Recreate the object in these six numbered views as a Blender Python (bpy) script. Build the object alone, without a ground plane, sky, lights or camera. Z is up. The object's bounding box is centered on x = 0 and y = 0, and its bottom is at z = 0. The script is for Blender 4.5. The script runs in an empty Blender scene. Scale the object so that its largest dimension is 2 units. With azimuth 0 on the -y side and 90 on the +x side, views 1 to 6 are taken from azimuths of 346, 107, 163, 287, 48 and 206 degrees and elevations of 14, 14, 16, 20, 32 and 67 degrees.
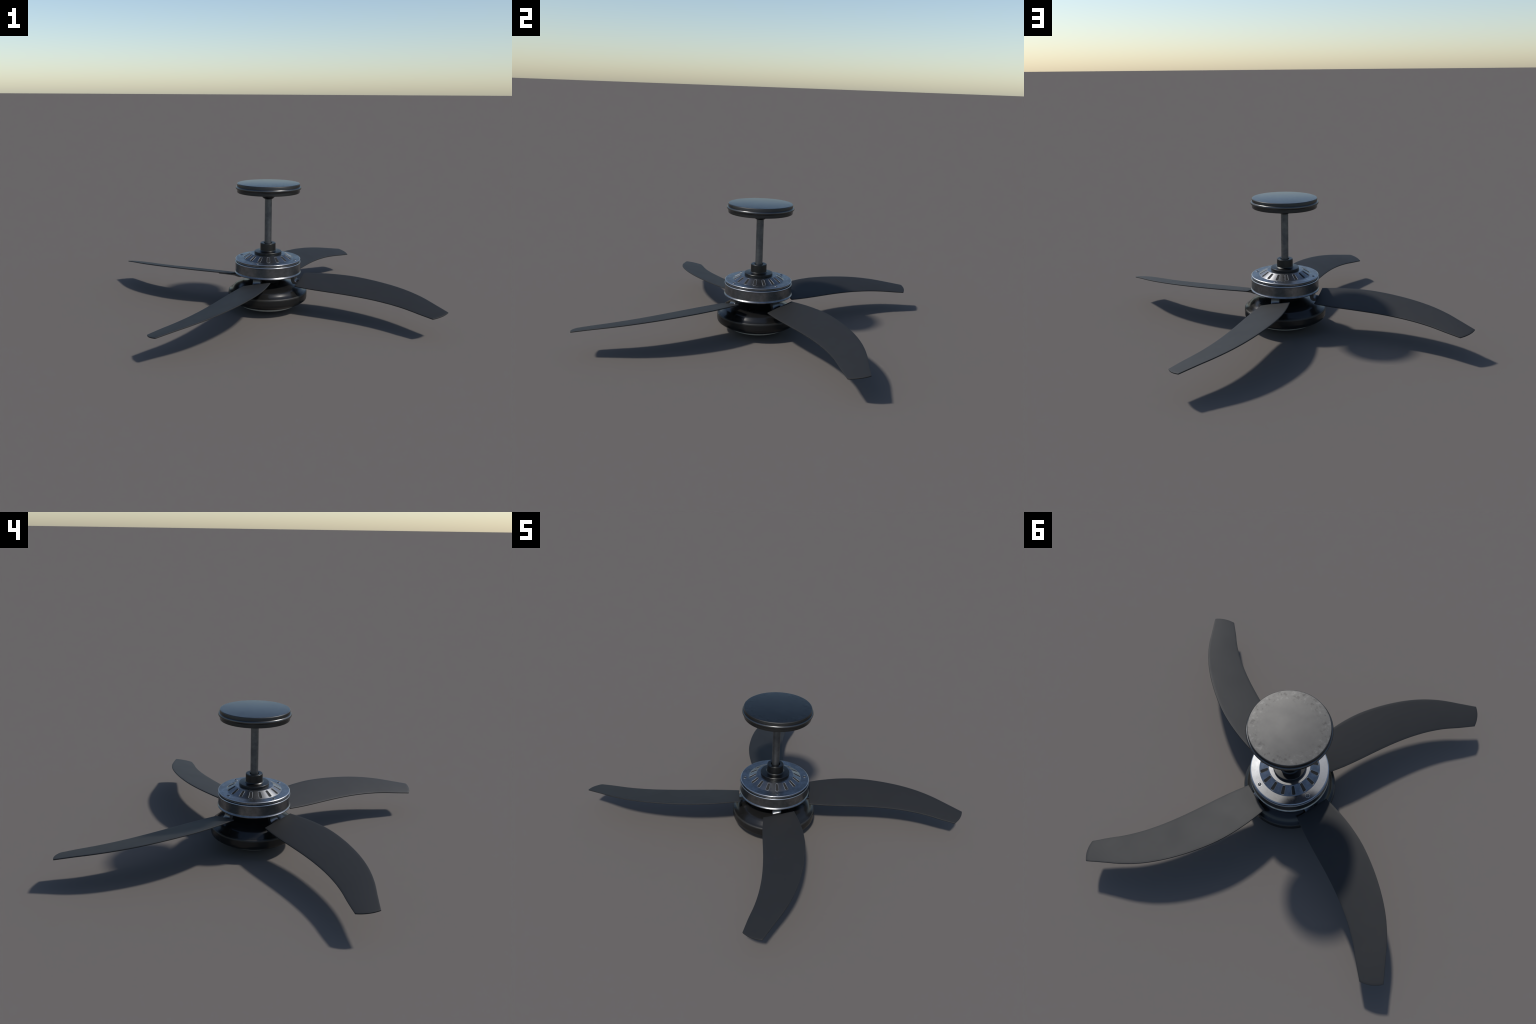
"""Four-blade ceiling fan with downrod, slotted motor housing and light kit, standing on its lamp glass."""
import bpy, bmesh, math
from mathutils import Vector, Matrix

SEG = 160
YAW = math.radians(9.0)          # clocking of slots, screws and brackets about the axis


# ------------------------------------------------------------------ helpers
def fillet(points, arc=5):
    """Round the corners of a polyline. points: (radius, height, corner_radius)."""
    out = []
    n = len(points)
    for i, (x, y, r) in enumerate(points):
        p = Vector((x, y))
        if r <= 0 or i in (0, n - 1):
            out.append((x, y)); continue
        a = Vector(points[i - 1][:2]) - p
        b = Vector(points[i + 1][:2]) - p
        la, lb = a.length, b.length
        a.normalize(); b.normalize()
        ang = a.angle(b)
        if ang > math.pi - 0.02:
            out.append((x, y)); continue
        t = min(r / math.tan(ang / 2), la * 0.49, lb * 0.49)
        p0, p1 = p + a * t, p + b * t
        for k in range(arc + 1):                     # quadratic corner
            s = k / arc
            q = p0 * (1 - s) ** 2 + p * 2 * s * (1 - s) + p1 * s ** 2
            out.append((q.x, q.y))
    return out


def spline(points, per=6):
    """Catmull-Rom through (radius, height) points."""
    P = [Vector(p) for p in points]
    P = [P[0] * 2 - P[1]] + P + [P[-1] * 2 - P[-2]]
    out = []
    for i in range(1, len(P) - 2):
        for k in range(per):
            t = k / per
            q = 0.5 * ((2 * P[i]) + (P[i + 1] - P[i - 1]) * t
                       + (2 * P[i - 1] - 5 * P[i] + 4 * P[i + 1] - P[i + 2]) * t * t
                       + (3 * P[i] - P[i - 1] - 3 * P[i + 1] + P[i + 2]) * t ** 3)
            out.append((q.x, q.y))
    out.append(tuple(P[-2]))
    return out


def new_object(name, bm, mat, parent, smooth_angle=35.0):
    me = bpy.data.meshes.new(name)
    bmesh.ops.remove_doubles(bm, verts=bm.verts, dist=1e-6)
    bmesh.ops.recalc_face_normals(bm, faces=bm.faces)
    bm.to_mesh(me); bm.free()
    for p in me.polygons:
        p.use_smooth = True
    me.set_sharp_from_angle(angle=math.radians(smooth_angle))
    me.materials.append(mat)
    ob = bpy.data.objects.new(name, me)
    bpy.context.scene.collection.objects.link(ob)
    ob.parent = parent
    return ob


def lathe_bm(profile, seg=SEG, closed=False):
    """Spin a (radius, height) profile about z. Radius 0 ends become poles."""
    bm = bmesh.new()
    rings = []
    for r, z in profile:
        if r < 1e-6:
            rings.append([bm.verts.new((0, 0, z))])
        else:
            rings.append([bm.verts.new((r * math.cos(2 * math.pi * i / seg),
                                        r * math.sin(2 * math.pi * i / seg), z)) for i in range(seg)])
    pairs = list(zip(rings[:-1], rings[1:]))
    if closed:
        pairs.append((rings[-1], rings[0]))
    for a, b in pairs:
        for i in range(seg):
            j = (i + 1) % seg
            if len(a) == 1 and len(b) == 1:
                continue
            if len(a) == 1:
                bm.faces.new((a[0], b[i], b[j]))
            elif len(b) == 1:
                bm.faces.new((a[i], a[j], b[0]))
            else:
                bm.faces.new((a[i], a[j], b[j], b[i]))
    return bm


def lathe(name, profile, mat, parent, seg=SEG, closed=False, smooth_angle=35.0):
    return new_object(name, lathe_bm(profile, seg, closed), mat, parent, smooth_angle)


# ------------------------------------------------------------------ materials
def material(name, base, dark, metallic, rough, rough_var=0.08, scale=9.0, contrast=(0.35, 0.7),
             coat=0.0, bump=0.0, bump_scale=120.0, edge=None, edge_amount=0.0, specular=0.5, streak=None,
             rim_spots=None, facing_rough=None, pale_bands=(), band_colour=(0.5, 0.5, 0.5), band_rough=None):
    m = bpy.data.materials.new(name)
    m.use_nodes = True
    nt = m.node_tree
    N, L = nt.nodes, nt.links
    bsdf = N["Principled BSDF"]
    tc = N.new("ShaderNodeTexCoord")
    mp = N.new("ShaderNodeMapping")
    L.new(tc.outputs["Object"], mp.inputs["Vector"])
    if streak:
        mp.inputs["Scale"].default_value = streak
    noise = N.new("ShaderNodeTexNoise")
    noise.inputs["Scale"].default_value = scale
    noise.inputs["Detail"].default_value = 5.0
    noise.inputs["Roughness"].default_value = 0.6
    L.new(mp.outputs["Vector"], noise.inputs["Vector"])
    ramp = N.new("ShaderNodeValToRGB")
    ramp.color_ramp.elements[0].position = contrast[0]
    ramp.color_ramp.elements[1].position = contrast[1]
    ramp.color_ramp.elements[0].color = (*dark, 1)
    ramp.color_ramp.elements[1].color = (*base, 1)
    L.new(noise.outputs["Fac"], ramp.inputs["Fac"])
    colour = ramp.outputs["Color"]
    mr = N.new("ShaderNodeMapRange")
    mr.inputs["From Min"].default_value = 0.3
    mr.inputs["From Max"].default_value = 0.7
    mr.inputs["To Min"].default_value = rough + rough_var
    mr.inputs["To Max"].default_value = rough - rough_var
    L.new(noise.outputs["Fac"], mr.inputs["Value"])
    rough_out = mr.outputs["Result"]
    if rim_spots:
        # blotchy wear close to the rim of a disc: radius mask times small spots
        sx = N.new("ShaderNodeVectorMath"); sx.operation = 'MULTIPLY'
        sx.inputs[1].default_value = (1, 1, 0)
        L.new(tc.outputs["Object"], sx.inputs[0])
        ln = N.new("ShaderNodeVectorMath"); ln.operation = 'LENGTH'
        L.new(sx.outputs["Vector"], ln.inputs[0])
        rm = N.new("ShaderNodeMapRange")
        rm.inputs["From Min"].default_value = rim_spots[0]
        rm.inputs["From Max"].default_value = rim_spots[1]
        L.new(ln.outputs["Value"], rm.inputs["Value"])
        inside = N.new("ShaderNodeMath"); inside.operation = 'LESS_THAN'
        inside.inputs[1].default_value = 0.2275
        L.new(ln.outputs["Value"], inside.inputs[0])
        rim = N.new("ShaderNodeMath"); rim.operation = 'MULTIPLY'
        L.new(rm.outputs["Result"], rim.inputs[0]); L.new(inside.outputs[0], rim.inputs[1])
        sp = N.new("ShaderNodeTexNoise")
        sp.inputs["Scale"].default_value = 48.0
        sp.inputs["Detail"].default_value = 2.0
        L.new(tc.outputs["Object"], sp.inputs["Vector"])
        lo = N.new("ShaderNodeMapRange")                 # dark specks
        lo.inputs["From Min"].default_value = 0.43; lo.inputs["From Max"].default_value = 0.33
        hi = N.new("ShaderNodeMapRange")                 # pale specks
        hi.inputs["From Min"].default_value = 0.58; hi.inputs["From Max"].default_value = 0.70
        L.new(sp.outputs["Fac"], lo.inputs["Value"]); L.new(sp.outputs["Fac"], hi.inputs["Value"])
        sr = N.new("ShaderNodeMath"); sr.operation = 'SUBTRACT'
        L.new(hi.outputs["Result"], sr.inputs[0]); L.new(lo.outputs["Result"], sr.inputs[1])
        mul = N.new("ShaderNodeMath"); mul.operation = 'MULTIPLY'
        L.new(rim.outputs[0], mul.inputs[0]); L.new(sr.outputs[0], mul.inputs[1])
        amp = N.new("ShaderNodeMath"); amp.operation = 'MULTIPLY_ADD'
        amp.inputs[1].default_value = rim_spots[2]; amp.inputs[2].default_value = 1.0
        L.new(mul.outputs[0], amp.inputs[0])
        hsv = N.new("ShaderNodeHueSaturation")
        L.new(amp.outputs[0], hsv.inputs["Value"]); L.new(colour, hsv.inputs["Color"])
        colour = hsv.outputs["Color"]
    if edge:
        geo = N.new("ShaderNodeNewGeometry")
        bev = N.new("ShaderNodeBevel"); bev.samples = 6
        bev.inputs["Radius"].default_value = 0.006
        dot = N.new("ShaderNodeVectorMath"); dot.operation = 'DOT_PRODUCT'
        L.new(geo.outputs["Normal"], dot.inputs[0]); L.new(bev.outputs["Normal"], dot.inputs[1])
        er = N.new("ShaderNodeMapRange")
        er.inputs["From Min"].default_value = 1.0
        er.inputs["From Max"].default_value = 0.85
        er.inputs["To Max"].default_value = edge_amount
        L.new(dot.outputs["Value"], er.inputs["Value"])
        mx = N.new("ShaderNodeMix"); mx.data_type = 'RGBA'
        L.new(er.outputs["Result"], mx.inputs["Factor"])
        L.new(colour, mx.inputs["A"])
        mx.inputs["B"].default_value = (*edge, 1)
        colour = mx.outputs["Result"]
    if facing_rough:
        # roughness tuned by view angle: even sun sheen square on, brighter sky reflection grazing
        lw = N.new("ShaderNodeLayerWeight"); lw.inputs["Blend"].default_value = 0.5
        dr = N.new("ShaderNodeMapRange")
        dr.inputs["From Min"].default_value = 0.12; dr.inputs["From Max"].default_value = 0.70
        dr.inputs["To Min"].default_value = facing_rough[0]; dr.inputs["To Max"].default_value = facing_rough[1]
        L.new(lw.outputs["Facing"], dr.inputs["Value"])
        rough_out = dr.outputs["Result"]
    if pale_bands:
        # paler rim bands of a turned part, given by smallest radius and height range
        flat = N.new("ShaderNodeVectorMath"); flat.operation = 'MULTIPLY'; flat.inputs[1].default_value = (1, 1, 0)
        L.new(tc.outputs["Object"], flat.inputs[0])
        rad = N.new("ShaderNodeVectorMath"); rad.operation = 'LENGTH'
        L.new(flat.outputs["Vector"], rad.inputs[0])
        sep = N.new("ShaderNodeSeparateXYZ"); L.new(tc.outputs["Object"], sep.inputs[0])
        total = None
        for r_min, z_min, z_max, soft in pale_bands:
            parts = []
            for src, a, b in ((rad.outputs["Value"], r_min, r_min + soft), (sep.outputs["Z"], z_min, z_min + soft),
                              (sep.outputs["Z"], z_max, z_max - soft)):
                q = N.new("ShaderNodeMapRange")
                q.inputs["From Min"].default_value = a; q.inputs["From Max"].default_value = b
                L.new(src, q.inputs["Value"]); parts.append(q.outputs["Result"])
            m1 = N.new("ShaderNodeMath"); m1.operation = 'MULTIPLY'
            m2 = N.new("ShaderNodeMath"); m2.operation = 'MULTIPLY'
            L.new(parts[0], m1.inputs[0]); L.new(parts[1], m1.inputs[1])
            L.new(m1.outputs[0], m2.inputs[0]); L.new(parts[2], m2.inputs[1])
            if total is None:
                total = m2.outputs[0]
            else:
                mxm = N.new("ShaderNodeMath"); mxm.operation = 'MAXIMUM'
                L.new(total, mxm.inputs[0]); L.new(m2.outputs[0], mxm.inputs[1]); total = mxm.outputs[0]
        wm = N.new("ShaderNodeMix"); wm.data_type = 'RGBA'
        L.new(total, wm.inputs["Factor"]); L.new(colour, wm.inputs["A"]); wm.inputs["B"].default_value = (*band_colour, 1)
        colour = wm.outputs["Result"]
        if band_rough is not None:
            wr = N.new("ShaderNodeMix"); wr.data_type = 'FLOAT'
            L.new(total, wr.inputs["Factor"]); L.new(rough_out, wr.inputs["A"]); wr.inputs["B"].default_value = band_rough
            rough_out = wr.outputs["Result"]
    L.new(colour, bsdf.inputs["Base Color"])
    L.new(rough_out, bsdf.inputs["Roughness"])
    bsdf.inputs["Metallic"].default_value = metallic
    bsdf.inputs["Specular IOR Level"].default_value = specular
    bsdf.inputs["Coat Weight"].default_value = coat
    bsdf.inputs["Coat Roughness"].default_value = 0.2
    if bump > 0:
        bn = N.new("ShaderNodeTexNoise")
        bn.inputs["Scale"].default_value = bump_scale
        bn.inputs["Detail"].default_value = 3.0
        L.new(tc.outputs["Object"], bn.inputs["Vector"])
        bp = N.new("ShaderNodeBump")
        bp.inputs["Strength"].default_value = bump
        bp.inputs["Distance"].default_value = 0.002
        L.new(bn.outputs["Fac"], bp.inputs["Height"])
        L.new(bp.outputs["Normal"], bsdf.inputs["Normal"])
    return m


STEEL = material("gunmetal_steel", (0.262, 0.268, 0.278), (0.175, 0.18, 0.188), 1.0, 0.31, 0.05, scale=24, contrast=(0.38, 0.64),
                 pale_bands=((0.2468, 0.362, 0.380, 0.0012), (0.2405, 0.3925, 0.4015, 0.0015)),  # plate rim and upper bead: paler bands than the rest of the housing
                 band_colour=(0.43, 0.44, 0.46))
IRON = material("dark_blade_iron", (0.165, 0.17, 0.178), (0.12, 0.125, 0.13), 1.0, 0.33, 0.04, scale=20)  # base colour darkened from the motor steel for the shade under the housing
LIP = material("pressed_slot_lip", (0.24, 0.25, 0.265), (0.20, 0.21, 0.22), 1.0, 0.55, 0.03, scale=14)
SEAT = material("bright_screw_seat", (0.40, 0.41, 0.42), (0.34, 0.35, 0.36), 1.0, 0.40, 0.03, scale=30)
ROD = material("worn_rod_steel", (0.20, 0.208, 0.215), (0.125, 0.130, 0.136), 1.0, 0.45, 0.06, scale=18)
CANOPY = material("dark_canopy_metal", (0.078, 0.078, 0.077), (0.066, 0.066, 0.066), 1.0, 0.5, 0.02, scale=9,
                  rim_spots=(0.150, 0.195, 0.26), facing_rough=(0.53, 0.26))
RING = material("canopy_ring_metal", (0.115, 0.115, 0.115), (0.100, 0.100, 0.100), 1.0, 0.30, 0.03, scale=12)  # lighter base than the canopy, to bring out the sun glint on the bead
BLACK = material("satin_black_metal", (0.058, 0.059, 0.059), (0.046, 0.047, 0.047), 1.0, 0.36, 0.03, scale=10)
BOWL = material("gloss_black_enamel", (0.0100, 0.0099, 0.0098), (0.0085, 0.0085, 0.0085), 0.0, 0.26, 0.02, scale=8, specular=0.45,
                pale_bands=((0.2875, 0.136, 0.1535, 0.005),), band_colour=(0.020, 0.0195, 0.018), band_rough=0.5)
VENT = material("vent_dark_mesh", (0.017, 0.017, 0.017), (0.014, 0.014, 0.014), 0.0, 0.75, 0.05, scale=40, specular=0.25)
BLADE = material("charcoal_blade_laminate", (0.0165, 0.0168, 0.0171), (0.0148, 0.0151, 0.0154), 0.0, 0.60, 0.02, scale=5, specular=0.36)
GLASS = material("frosted_lamp_glass", (0.62, 0.65, 0.62), (0.56, 0.59, 0.56), 0.0, 0.35, 0.05, scale=6)

# ------------------------------------------------------------------ root
fan = bpy.data.objects.new("ceiling_fan", None)
bpy.context.scene.collection.objects.link(fan)
fan["label"] = "dark four-blade ceiling fan with steel motor and lamp bowl"
fan["category"] = "ceiling fan"

# ------------------------------------------------------------------ canopy (ceiling plate) and hanger ball
canopy = lathe("canopy", fillet([
    (0.0, 0.9672, 0), (0.2328, 0.9672, 0.006), (0.2340, 0.9440, 0.001), (0.2335, 0.9235, 0.001),
    (0.2325, 0.8985, 0.004), (0.222, 0.8965, 0.003), (0.062, 0.8965, 0.004), (0.0, 0.8965, 0)]), CANOPY, fan)
ring = [(0.2325, 0.9448)]
for k in range(17):                                     # half-round bead
    a = math.radians(82 - 164 * k / 16)
    ring.append((0.2342 + 0.0089 * math.cos(a), 0.9338 + 0.0112 * math.sin(a)))
ring.append((0.2325, 0.9228))
lathe("canopy_ring", ring, RING, canopy, closed=True)

ball = [(0.0, 0.8975), (0.0505, 0.8975), (0.0505, 0.877)]
for k in range(1, 13):
    a = math.radians(62 * k / 12)
    ball.append((0.0505 * math.cos(a), 0.877 - 0.034 * math.sin(a)))
ball += [(0.0, ball[-1][1] + 0.001)]
lathe("hanger_ball", ball, BLACK, fan, seg=96)

# ------------------------------------------------------------------ downrod
lathe("downrod", [(0.0, 0.896), (0.0262, 0.896), (0.0262, 0.47), (0.0, 0.47)], ROD, fan, seg=80)

# ------------------------------------------------------------------ collar and flange on top of the motor
lathe("coupling_collar", fillet([
    (0.0270, 0.500, 0), (0.0318, 0.500, 0.001), (0.0325, 0.5155, 0.002), (0.0578, 0.5168, 0.005), (0.0580, 0.4600, 0.004),
    (0.0660, 0.4545, 0.004), (0.1005, 0.4528, 0.002), (0.1027, 0.4503, 0.002), (0.1027, 0.4335, 0.003),
    (0.095, 0.4315, 0), (0.027, 0.4315, 0)]), BLACK, fan)

# ------------------------------------------------------------------ motor housing
motor = lathe("motor_housing", fillet([
    (0.0, 0.4335, 0), (0.1290, 0.4340, 0.004), (0.1890, 0.3998, 0.004), (0.2405, 0.3997, 0.004), (0.2462, 0.3965, 0.004),
    (0.2455, 0.3915, 0.0025), (0.2360, 0.3885, 0.001), (0.2360, 0.3785, 0.001), (0.2472, 0.3765, 0.002), (0.2490, 0.3730, 0.002),
    (0.2485, 0.3685, 0.002), (0.2462, 0.3650, 0.001), (0.2462, 0.3090, 0.002), (0.2462, 0.3065, 0.0), (0.2448, 0.3055, 0.0),
    (0.2450, 0.3010, 0.002), (0.2482, 0.2968, 0.002),
    (0.2520, 0.2930, 0.003), (0.2503, 0.2872, 0.003), (0.2430, 0.2845, 0.003), (0.17, 0.2845, 0), (0.0, 0.2845, 0)]),
    STEEL, fan)

# sixteen ventilation slots cut through the cone
cone_in, cone_out = Vector((0.1290, 0.4340)), Vector((0.1890, 0.3998))
cone_dir = (cone_out - cone_in).normalized()
cone_mid = (cone_in + cone_out) / 2
slot_rot_y = math.atan2(-cone_dir.y, cone_dir.x)        # tilt of the cone


def slot_outline(half_len, w_in, w_out, n=6):
    """Tapered slot with rounded ends in the local cone plane (x outward)."""
    pts = []
    for k in range(n + 1):
        a = math.radians(90 - 180 * k / n)
        pts.append((half_len - w_out * 0.55 + w_out * 0.55 * math.cos(a), w_out * math.sin(a)))
    for k in range(n + 1):
        a = math.radians(270 - 180 * k / n)
        pts.append((-half_len + w_in * 0.55 + w_in * 0.55 * math.cos(a), w_in * math.sin(a)))
    return pts


def slot_matrix(az):
    return (Matrix.Rotation(az, 4, 'Z') @ Matrix.Translation((cone_mid.x, 0, cone_mid.y))
            @ Matrix.Rotation(slot_rot_y, 4, 'Y'))


outline = slot_outline(0.0285, 0.0086, 0.0110)
cut = bmesh.new()
for i in range(16):
    M = slot_matrix(YAW + i * math.radians(22.5))
    top = [cut.verts.new(M @ Vector((x, y, 0.012))) for x, y in outline]
    bot = [cut.verts.new(M @ Vector((x, y, -0.006))) for x, y in outline]
    cut.faces.new(top); cut.faces.new(list(reversed(bot)))
    for a in range(len(top)):
        b = (a + 1) % len(top)
        cut.faces.new((top[a], bot[a], bot[b], top[b]))
cutter = new_object("slot_cutter", cut, VENT, None)
mod = motor.modifiers.new("slots", 'BOOLEAN')
mod.operation = 'DIFFERENCE'; mod.object = cutter; mod.solver = 'EXACT'
dg = bpy.context.evaluated_depsgraph_get()
me = bpy.data.meshes.new_from_object(motor.evaluated_get(dg))
motor.modifiers.clear()
old = motor.data; motor.data = me; bpy.data.meshes.remove(old)
me.name = "motor_housing"
bpy.data.objects.remove(cutter, do_unlink=True)
for p in me.polygons:
    p.use_smooth = True
me.set_sharp_from_angle(angle=math.radians(35))
me.materials.clear(); me.materials.append(STEEL); 
for p in me.polygons:
    p.material_index = 0

# each slot: a raised rolled lip and a dark mesh panel
def slot_lip_mesh():
    bm = bmesh.new()
    n = len(outline)
    sect = [(0.0022, -0.0015), (0.0020, 0.0004), (0.0008, 0.0010), (-0.0004, 0.0004), (-0.0008, -0.0030)]
    rings = []
    for i in range(n):
        p = Vector(outline[i]); a = Vector(outline[i - 1]); b = Vector(outline[(i + 1) % n])
        t = (b - a).normalized(); nrm = Vector((-t.y, t.x))      # outline runs clockwise: left of travel is outward
        rings.append([bm.verts.new((p.x + nrm.x * o, p.y + nrm.y * o, h)) for o, h in sect])
    for i in range(n):
        A, B = rings[i], rings[(i + 1) % n]
        for k in range(len(sect)):
            m = (k + 1) % len(sect)
            bm.faces.new((A[k], B[k], B[m], A[m]))
    return bm


def slot_panel_mesh():
    bm = bmesh.new()
    top = [bm.verts.new((x * 1.01, y * 1.02, -0.0010)) for x, y in outline]
    bot = [bm.verts.new((x * 1.01, y * 1.02, -0.0050)) for x, y in outline]
    bm.faces.new(top); bm.faces.new(list(reversed(bot)))
    for a in range(len(top)):
        b = (a + 1) % len(top)
        bm.faces.new((top[a], bot[a], bot[b], top[b]))
    return bm


lip0 = panel0 = None
for i in range(16):
    M = slot_matrix(YAW + i * math.radians(22.5))
    if lip0 is None:
        lip0 = new_object("vent_lip", slot_lip_mesh(), LIP, motor, 60)
        panel0 = new_object("vent_panel", slot_panel_mesh(), VENT, motor, 30)
        lip, panel = lip0, panel0
    else:
        lip, panel = lip0.copy(), panel0.copy()
        for o in (lip, panel):
            bpy.context.scene.collection.objects.link(o); o.parent = motor
    lip.matrix_local = M
    panel.matrix_local = M

# four cross-head screws on the plate rim
def screw_mesh():
    return lathe_bm(fillet([(0.0, 0.0022, 0), (0.0045, 0.0019, 0.001), (0.0080, 0.0004, 0.001), (0.0088, -0.001, 0)]), seg=32)


def washer_mesh():
    return lathe_bm(fillet([(0.0112, -0.001, 0), (0.0118, 0.0008, 0.0006), (0.0140, 0.0009, 0.0006), (0.0148, -0.001, 0)]), seg=40, closed=True)


def groove_mesh():
    return lathe_bm([(0.0, -0.0005), (0.0, 0.0003), (0.0114, 0.0003), (0.0114, -0.0005)], seg=32)


s0 = None
for i in range(4):
    a = YAW + math.radians(-45 + 90 * i)
    if s0 is None:
        s0 = new_object("screw", screw_mesh(), ROD, motor, 50)
        w0 = new_object("screw_seat", washer_mesh(), SEAT, motor, 50)
        g0 = new_object("screw_groove", groove_mesh(), VENT, motor, 30)
        cb = bmesh.new()
        for lx, ly in ((0.0048, 0.0010), (0.0010, 0.0048)):
            bmesh.ops.create_cube(cb, size=1.0, matrix=Matrix.Translation((0, 0, 0.0018)) @ Matrix.Diagonal((2 * lx, 2 * ly, 0.0012 + lx * 0.02, 1)))
        c0 = new_object("screw_recess", cb, VENT, motor, 30)
        trio = (s0, w0, c0, g0)
    else:
        trio = tuple(o.copy() for o in (s0, w0, c0, g0))
        for o in trio:
            bpy.context.scene.collection.objects.link(o); o.parent = motor
    for o in trio:
        o.matrix_local = Matrix.Translation((0.2155 * math.cos(a), 0.2155 * math.sin(a), 0.3998)) @ Matrix.Rotation(a + 0.5 * i, 4, 'Z')

# ------------------------------------------------------------------ lamp bowl: neck, domed crown, rim band
bowl_profile = spline([(0.118, 0.286), (0.120, 0.262), (0.130, 0.239), (0.148, 0.2240), (0.172, 0.2140), (0.197, 0.2065),
                       (0.221, 0.1985), (0.241, 0.1912), (0.2560, 0.1825), (0.2660, 0.1730), (0.2745, 0.1638), (0.2820, 0.1577),
                       (0.2885, 0.1535)], 6)
bowl_profile += fillet([(0.2905, 0.1524, 0), (0.2990, 0.1475, 0.010), (0.3003, 0.1050, 0.01),
                        (0.2975, 0.0890, 0.012), (0.2740, 0.0700, 0.012), (0.2480, 0.0630, 0.004), (0.2420, 0.0630, 0.002),
                        (0.2400, 0.0550, 0), (0.20, 0.0550, 0)], 6)
bowl = lathe("lamp_bowl", [(0.0, 0.286)] + bowl_profile + [(0.0, 0.0550)], BOWL, fan)
cap = [(0.0, 0.0570), (0.2390, 0.0570)]
for k in range(0, 31):
    r = 0.2390 * math.sin(math.radians(90 * (1 - k / 30)))
    q = r / 0.2390
    cap.append((r, 0.66 * r * r + 0.0188 * q ** 8))
lathe("lamp_glass", cap, GLASS, fan)

# ------------------------------------------------------------------ blades
# edge guide curves of one blade, root to tip, evenly spaced along each edge
EDGE_IN = [(0.1449, -0.2256, 0.2273), (0.2224, -0.2982, 0.2238), (0.3034, -0.3669, 0.2217), (0.3862, -0.4335, 0.2198),
           (0.4683, -0.5009, 0.2172), (0.5479, -0.5713, 0.2135), (0.6234, -0.6458, 0.2083), (0.6933, -0.7256, 0.2016),
           (0.7555, -0.8112, 0.1930), (0.8094, -0.9022, 0.1824), (0.8664, -0.9915, 0.1712)]
EDGE_OUT = [(0.2731, -0.0526, 0.2776), (0.3820, -0.1062, 0.2820), (0.4863, -0.1678, 0.2840), (0.5836, -0.2398, 0.2832),
            (0.6713, -0.3232, 0.2785), (0.7515, -0.4139, 0.2712), (0.8234, -0.5110, 0.2618), (0.8843, -0.6148, 0.2496),
            (0.9311, -0.7254, 0.2342), (0.9652, -0.8402, 0.2155), (0.9991, -0.9538, 0.1956)]
THICK = 0.0078
CAMBER = 0.0022


def curve_at(pts, u):
    """Catmull-Rom evaluation at u in 0..1."""
    n = len(pts) - 1
    f = min(max(u, 0.0), 1.0) * n
    i = min(int(f), n - 1); t = f - i
    P = [Vector(p) for p in pts]
    p1, p2 = P[i], P[i + 1]
    p0 = P[i - 1] if i > 0 else p1 * 2 - p2
    p3 = P[i + 2] if i + 2 <= n else p2 * 2 - p1
    return 0.5 * ((2 * p1) + (p2 - p0) * t + (2 * p0 - 5 * p1 + 4 * p2 - p3) * t * t + (3 * p1 - p0 - 3 * p2 + p3) * t ** 3)


def blade_point(u, v):
    a, b = curve_at(EDGE_IN, u), curve_at(EDGE_OUT, u)
    p = a.lerp(b, v)
    arch = 4 * v * (1 - v)
    p.z += CAMBER * arch
    along = (curve_at(EDGE_IN, u + 0.02) - curve_at(EDGE_IN, u - 0.02) + curve_at(EDGE_OUT, u + 0.02) - curve_at(EDGE_OUT, u - 0.02)).normalized()
    root = max(0.0, 1 - u / 0.25) ** 2 * 0.004
    tip = max(0.0, 1 - (1 - u) / 0.25) ** 2 * 0.0135
    return p + along * arch * (root + tip)


def blade_bm(nu=64, nv=14):
    bm = bmesh.new()
    r = THICK * 0.22                                   # rounded edge radius
    # v stations with a tight first and last cell for the rounded border
    grid = [[blade_point(i / nu, j / nv) for j in range(nv + 1)] for i in range(nu + 1)]

    def normal(i, j):
        du = grid[min(i + 1, nu)][j] - grid[max(i - 1, 0)][j]
        dv = grid[i][min(j + 1, nv)] - grid[i][max(j - 1, 0)]
        n = du.cross(dv).normalized()
        return n if n.z > 0 else -n
    top = [[bm.verts.new(grid[i][j]) for j in range(nv + 1)] for i in range(nu + 1)]
    bot = [[bm.verts.new(grid[i][j] - normal(i, j) * THICK) for j in range(nv + 1)] for i in range(nu + 1)]
    for i in range(nu):
        for j in range(nv):
            bm.faces.new((top[i][j], top[i + 1][j], top[i + 1][j + 1], top[i][j + 1]))
            bm.faces.new((bot[i][j], bot[i][j + 1], bot[i + 1][j + 1], bot[i + 1][j]))
    for i in range(nu):
        for j in (0, nv):
            bm.faces.new((top[i][j], top[i + 1][j], bot[i + 1][j], bot[i][j]))
    for j in range(nv):
        for i in (0, nu):
            bm.faces.new((top[i][j], top[i][j + 1], bot[i][j + 1], bot[i][j]))
    bmesh.ops.recalc_face_normals(bm, faces=bm.faces)
    edges = [e for e in bm.edges if e.calc_face_angle(0) > math.radians(50)]
    bmesh.ops.bevel(bm, geom=edges, offset=0.0023, segments=3, profile=0.5, affect='EDGES')
    return bm


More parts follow.
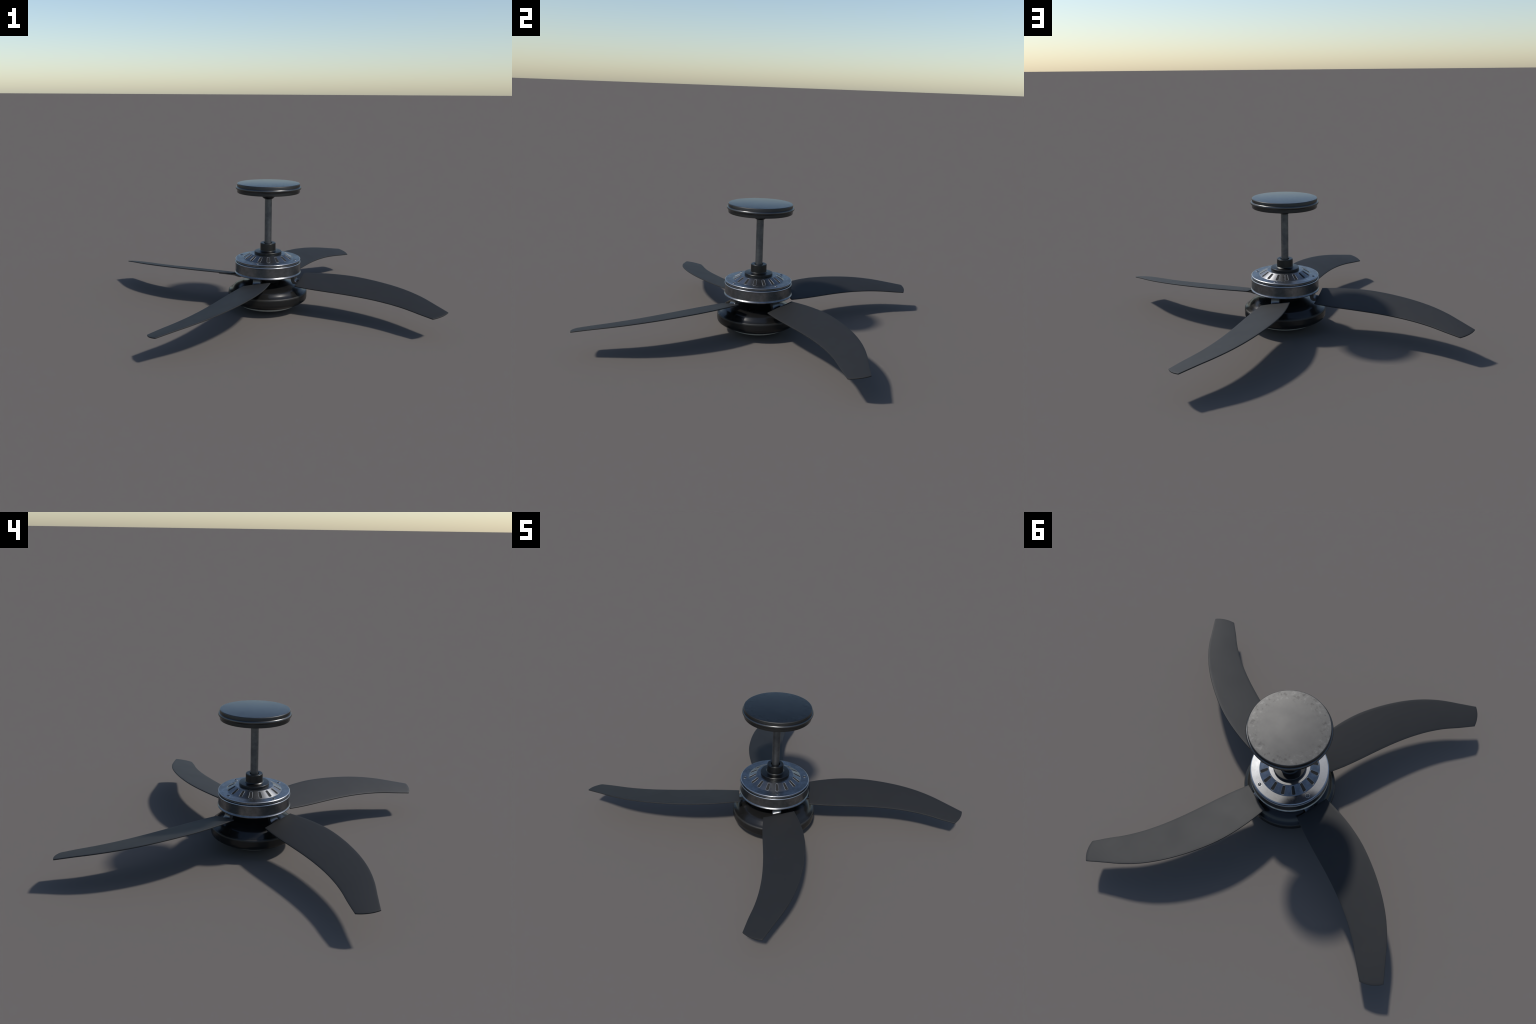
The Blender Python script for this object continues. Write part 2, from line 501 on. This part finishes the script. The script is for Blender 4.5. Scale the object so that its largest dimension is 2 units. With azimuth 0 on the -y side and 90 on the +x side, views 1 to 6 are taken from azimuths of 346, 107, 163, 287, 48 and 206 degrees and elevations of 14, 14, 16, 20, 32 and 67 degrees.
def blade_under(x, y):
    """Height of the blade underside at a point near the root (first blade frame)."""
    p = Vector((x, y))
    best = None
    for i in range(0, 41):
        for j in range(0, 21):
            q = blade_point(i / 100, j / 20)
            d = (q.xy - p).length
            if best is None or d < best[0]:
                best = (d, i / 100, j / 20, q)
    _, u, v, q = best
    # plane through the closest sample
    e = 0.01
    du = blade_point(u + e, v) - blade_point(max(u - e, 0), v)
    dv = blade_point(u, v + e) - blade_point(u, v - e)
    n = du.cross(dv).normalized()
    return q.z - ((x - q.x) * n.x + (y - q.y) * n.y) / n.z - THICK / abs(n.z)


def bracket_bm():
    """Blade iron: a thick strap that drops from the motor, sweeps outward and runs flat below the blade."""
    a0 = YAW + math.radians(-45)
    d = Vector((math.cos(a0), math.sin(a0), 0)); s = Vector((-math.sin(a0), math.cos(a0), 0))
    bm = bmesh.new()
    cols = [-1, -0.94, -0.5, 0, 0.5, 0.94, 1]
    # stations along the strap: outer (upper) face and inner (lower) face; third value = follow the blade plane
    st = [((0.2225, 0.288), (0.192, 0.288), 0, 0.0300),
          ((0.2225, 0.270), (0.1945, 0.268), 0, 0.0300),
          ((0.2240, 0.256), (0.1980, 0.250), 0.15, 0.0300),
          ((0.2290, 0.246), (0.2040, 0.2330), 0.5, 0.0300),
          ((0.2380, 0.240), (0.2140, 0.2225), 0.9, 0.0300),
          ((0.2500, 0.239), (0.2320, 0.2210), 1.0, 0.0300),
          ((0.2700, None), (0.2650, -0.0150), 1.0, 0.0300),
          ((0.3100, None), (0.3100, -0.0135), 1.0, 0.0300),
          ((0.3500, None), (0.3500, -0.0135), 1.0, 0.0300),
          ((0.3850, None), (0.3850, -0.0135), 1.0, 0.0280),
          ((0.4000, None), (0.4000, -0.0135), 1.0, 0.0230),
          ((0.4060, None), (0.4060, -0.0135), 1.0, 0.0150)]
    rings = []
    for (ro, zo), (ri, zi), tw, hw in st:
        up, lo = [], []
        for c in cols:
            off = s * (c * hw)
            po = d * ro + off; pi = d * ri + off
            slope = 0.20 * tw * c * hw                 # pitch of the blade across the strap
            if zo is None:
                zu = blade_under(po.x, po.y) - 0.0006
                zl = blade_under(pi.x, pi.y) - 0.0006 + zi
            else:
                zu = zo + slope + (0.004 * tw); zl = zi + slope * 0.6 + 0.002 * tw
            rnd = 0.0012 if abs(c) > 0.97 else 0.0
            up.append(bm.verts.new((po.x, po.y, zu - rnd)))
            lo.append(bm.verts.new((pi.x, pi.y, zl + rnd)))
        rings.append(up + list(reversed(lo)))
    for A, B in zip(rings[:-1], rings[1:]):
        for k in range(len(A)):
            m = (k + 1) % len(A)
            bm.faces.new((A[k], A[m], B[m], B[k]))
    bm.faces.new(rings[0]); bm.faces.new(list(reversed(rings[-1])))
    return bm


blade0 = bracket0 = None
for k in range(4):
    if blade0 is None:
        blade0 = new_object("blade", blade_bm(), BLADE, fan, 40)
        bracket0 = new_object("blade_bracket", bracket_bm(), IRON, fan, 40)
        b, r = blade0, bracket0
    else:
        b, r = blade0.copy(), bracket0.copy()
        for o in (b, r):
            bpy.context.scene.collection.objects.link(o); o.parent = fan
    b.rotation_euler = (0, 0, k * math.pi / 2)
    r.rotation_euler = (0, 0, k * math.pi / 2)
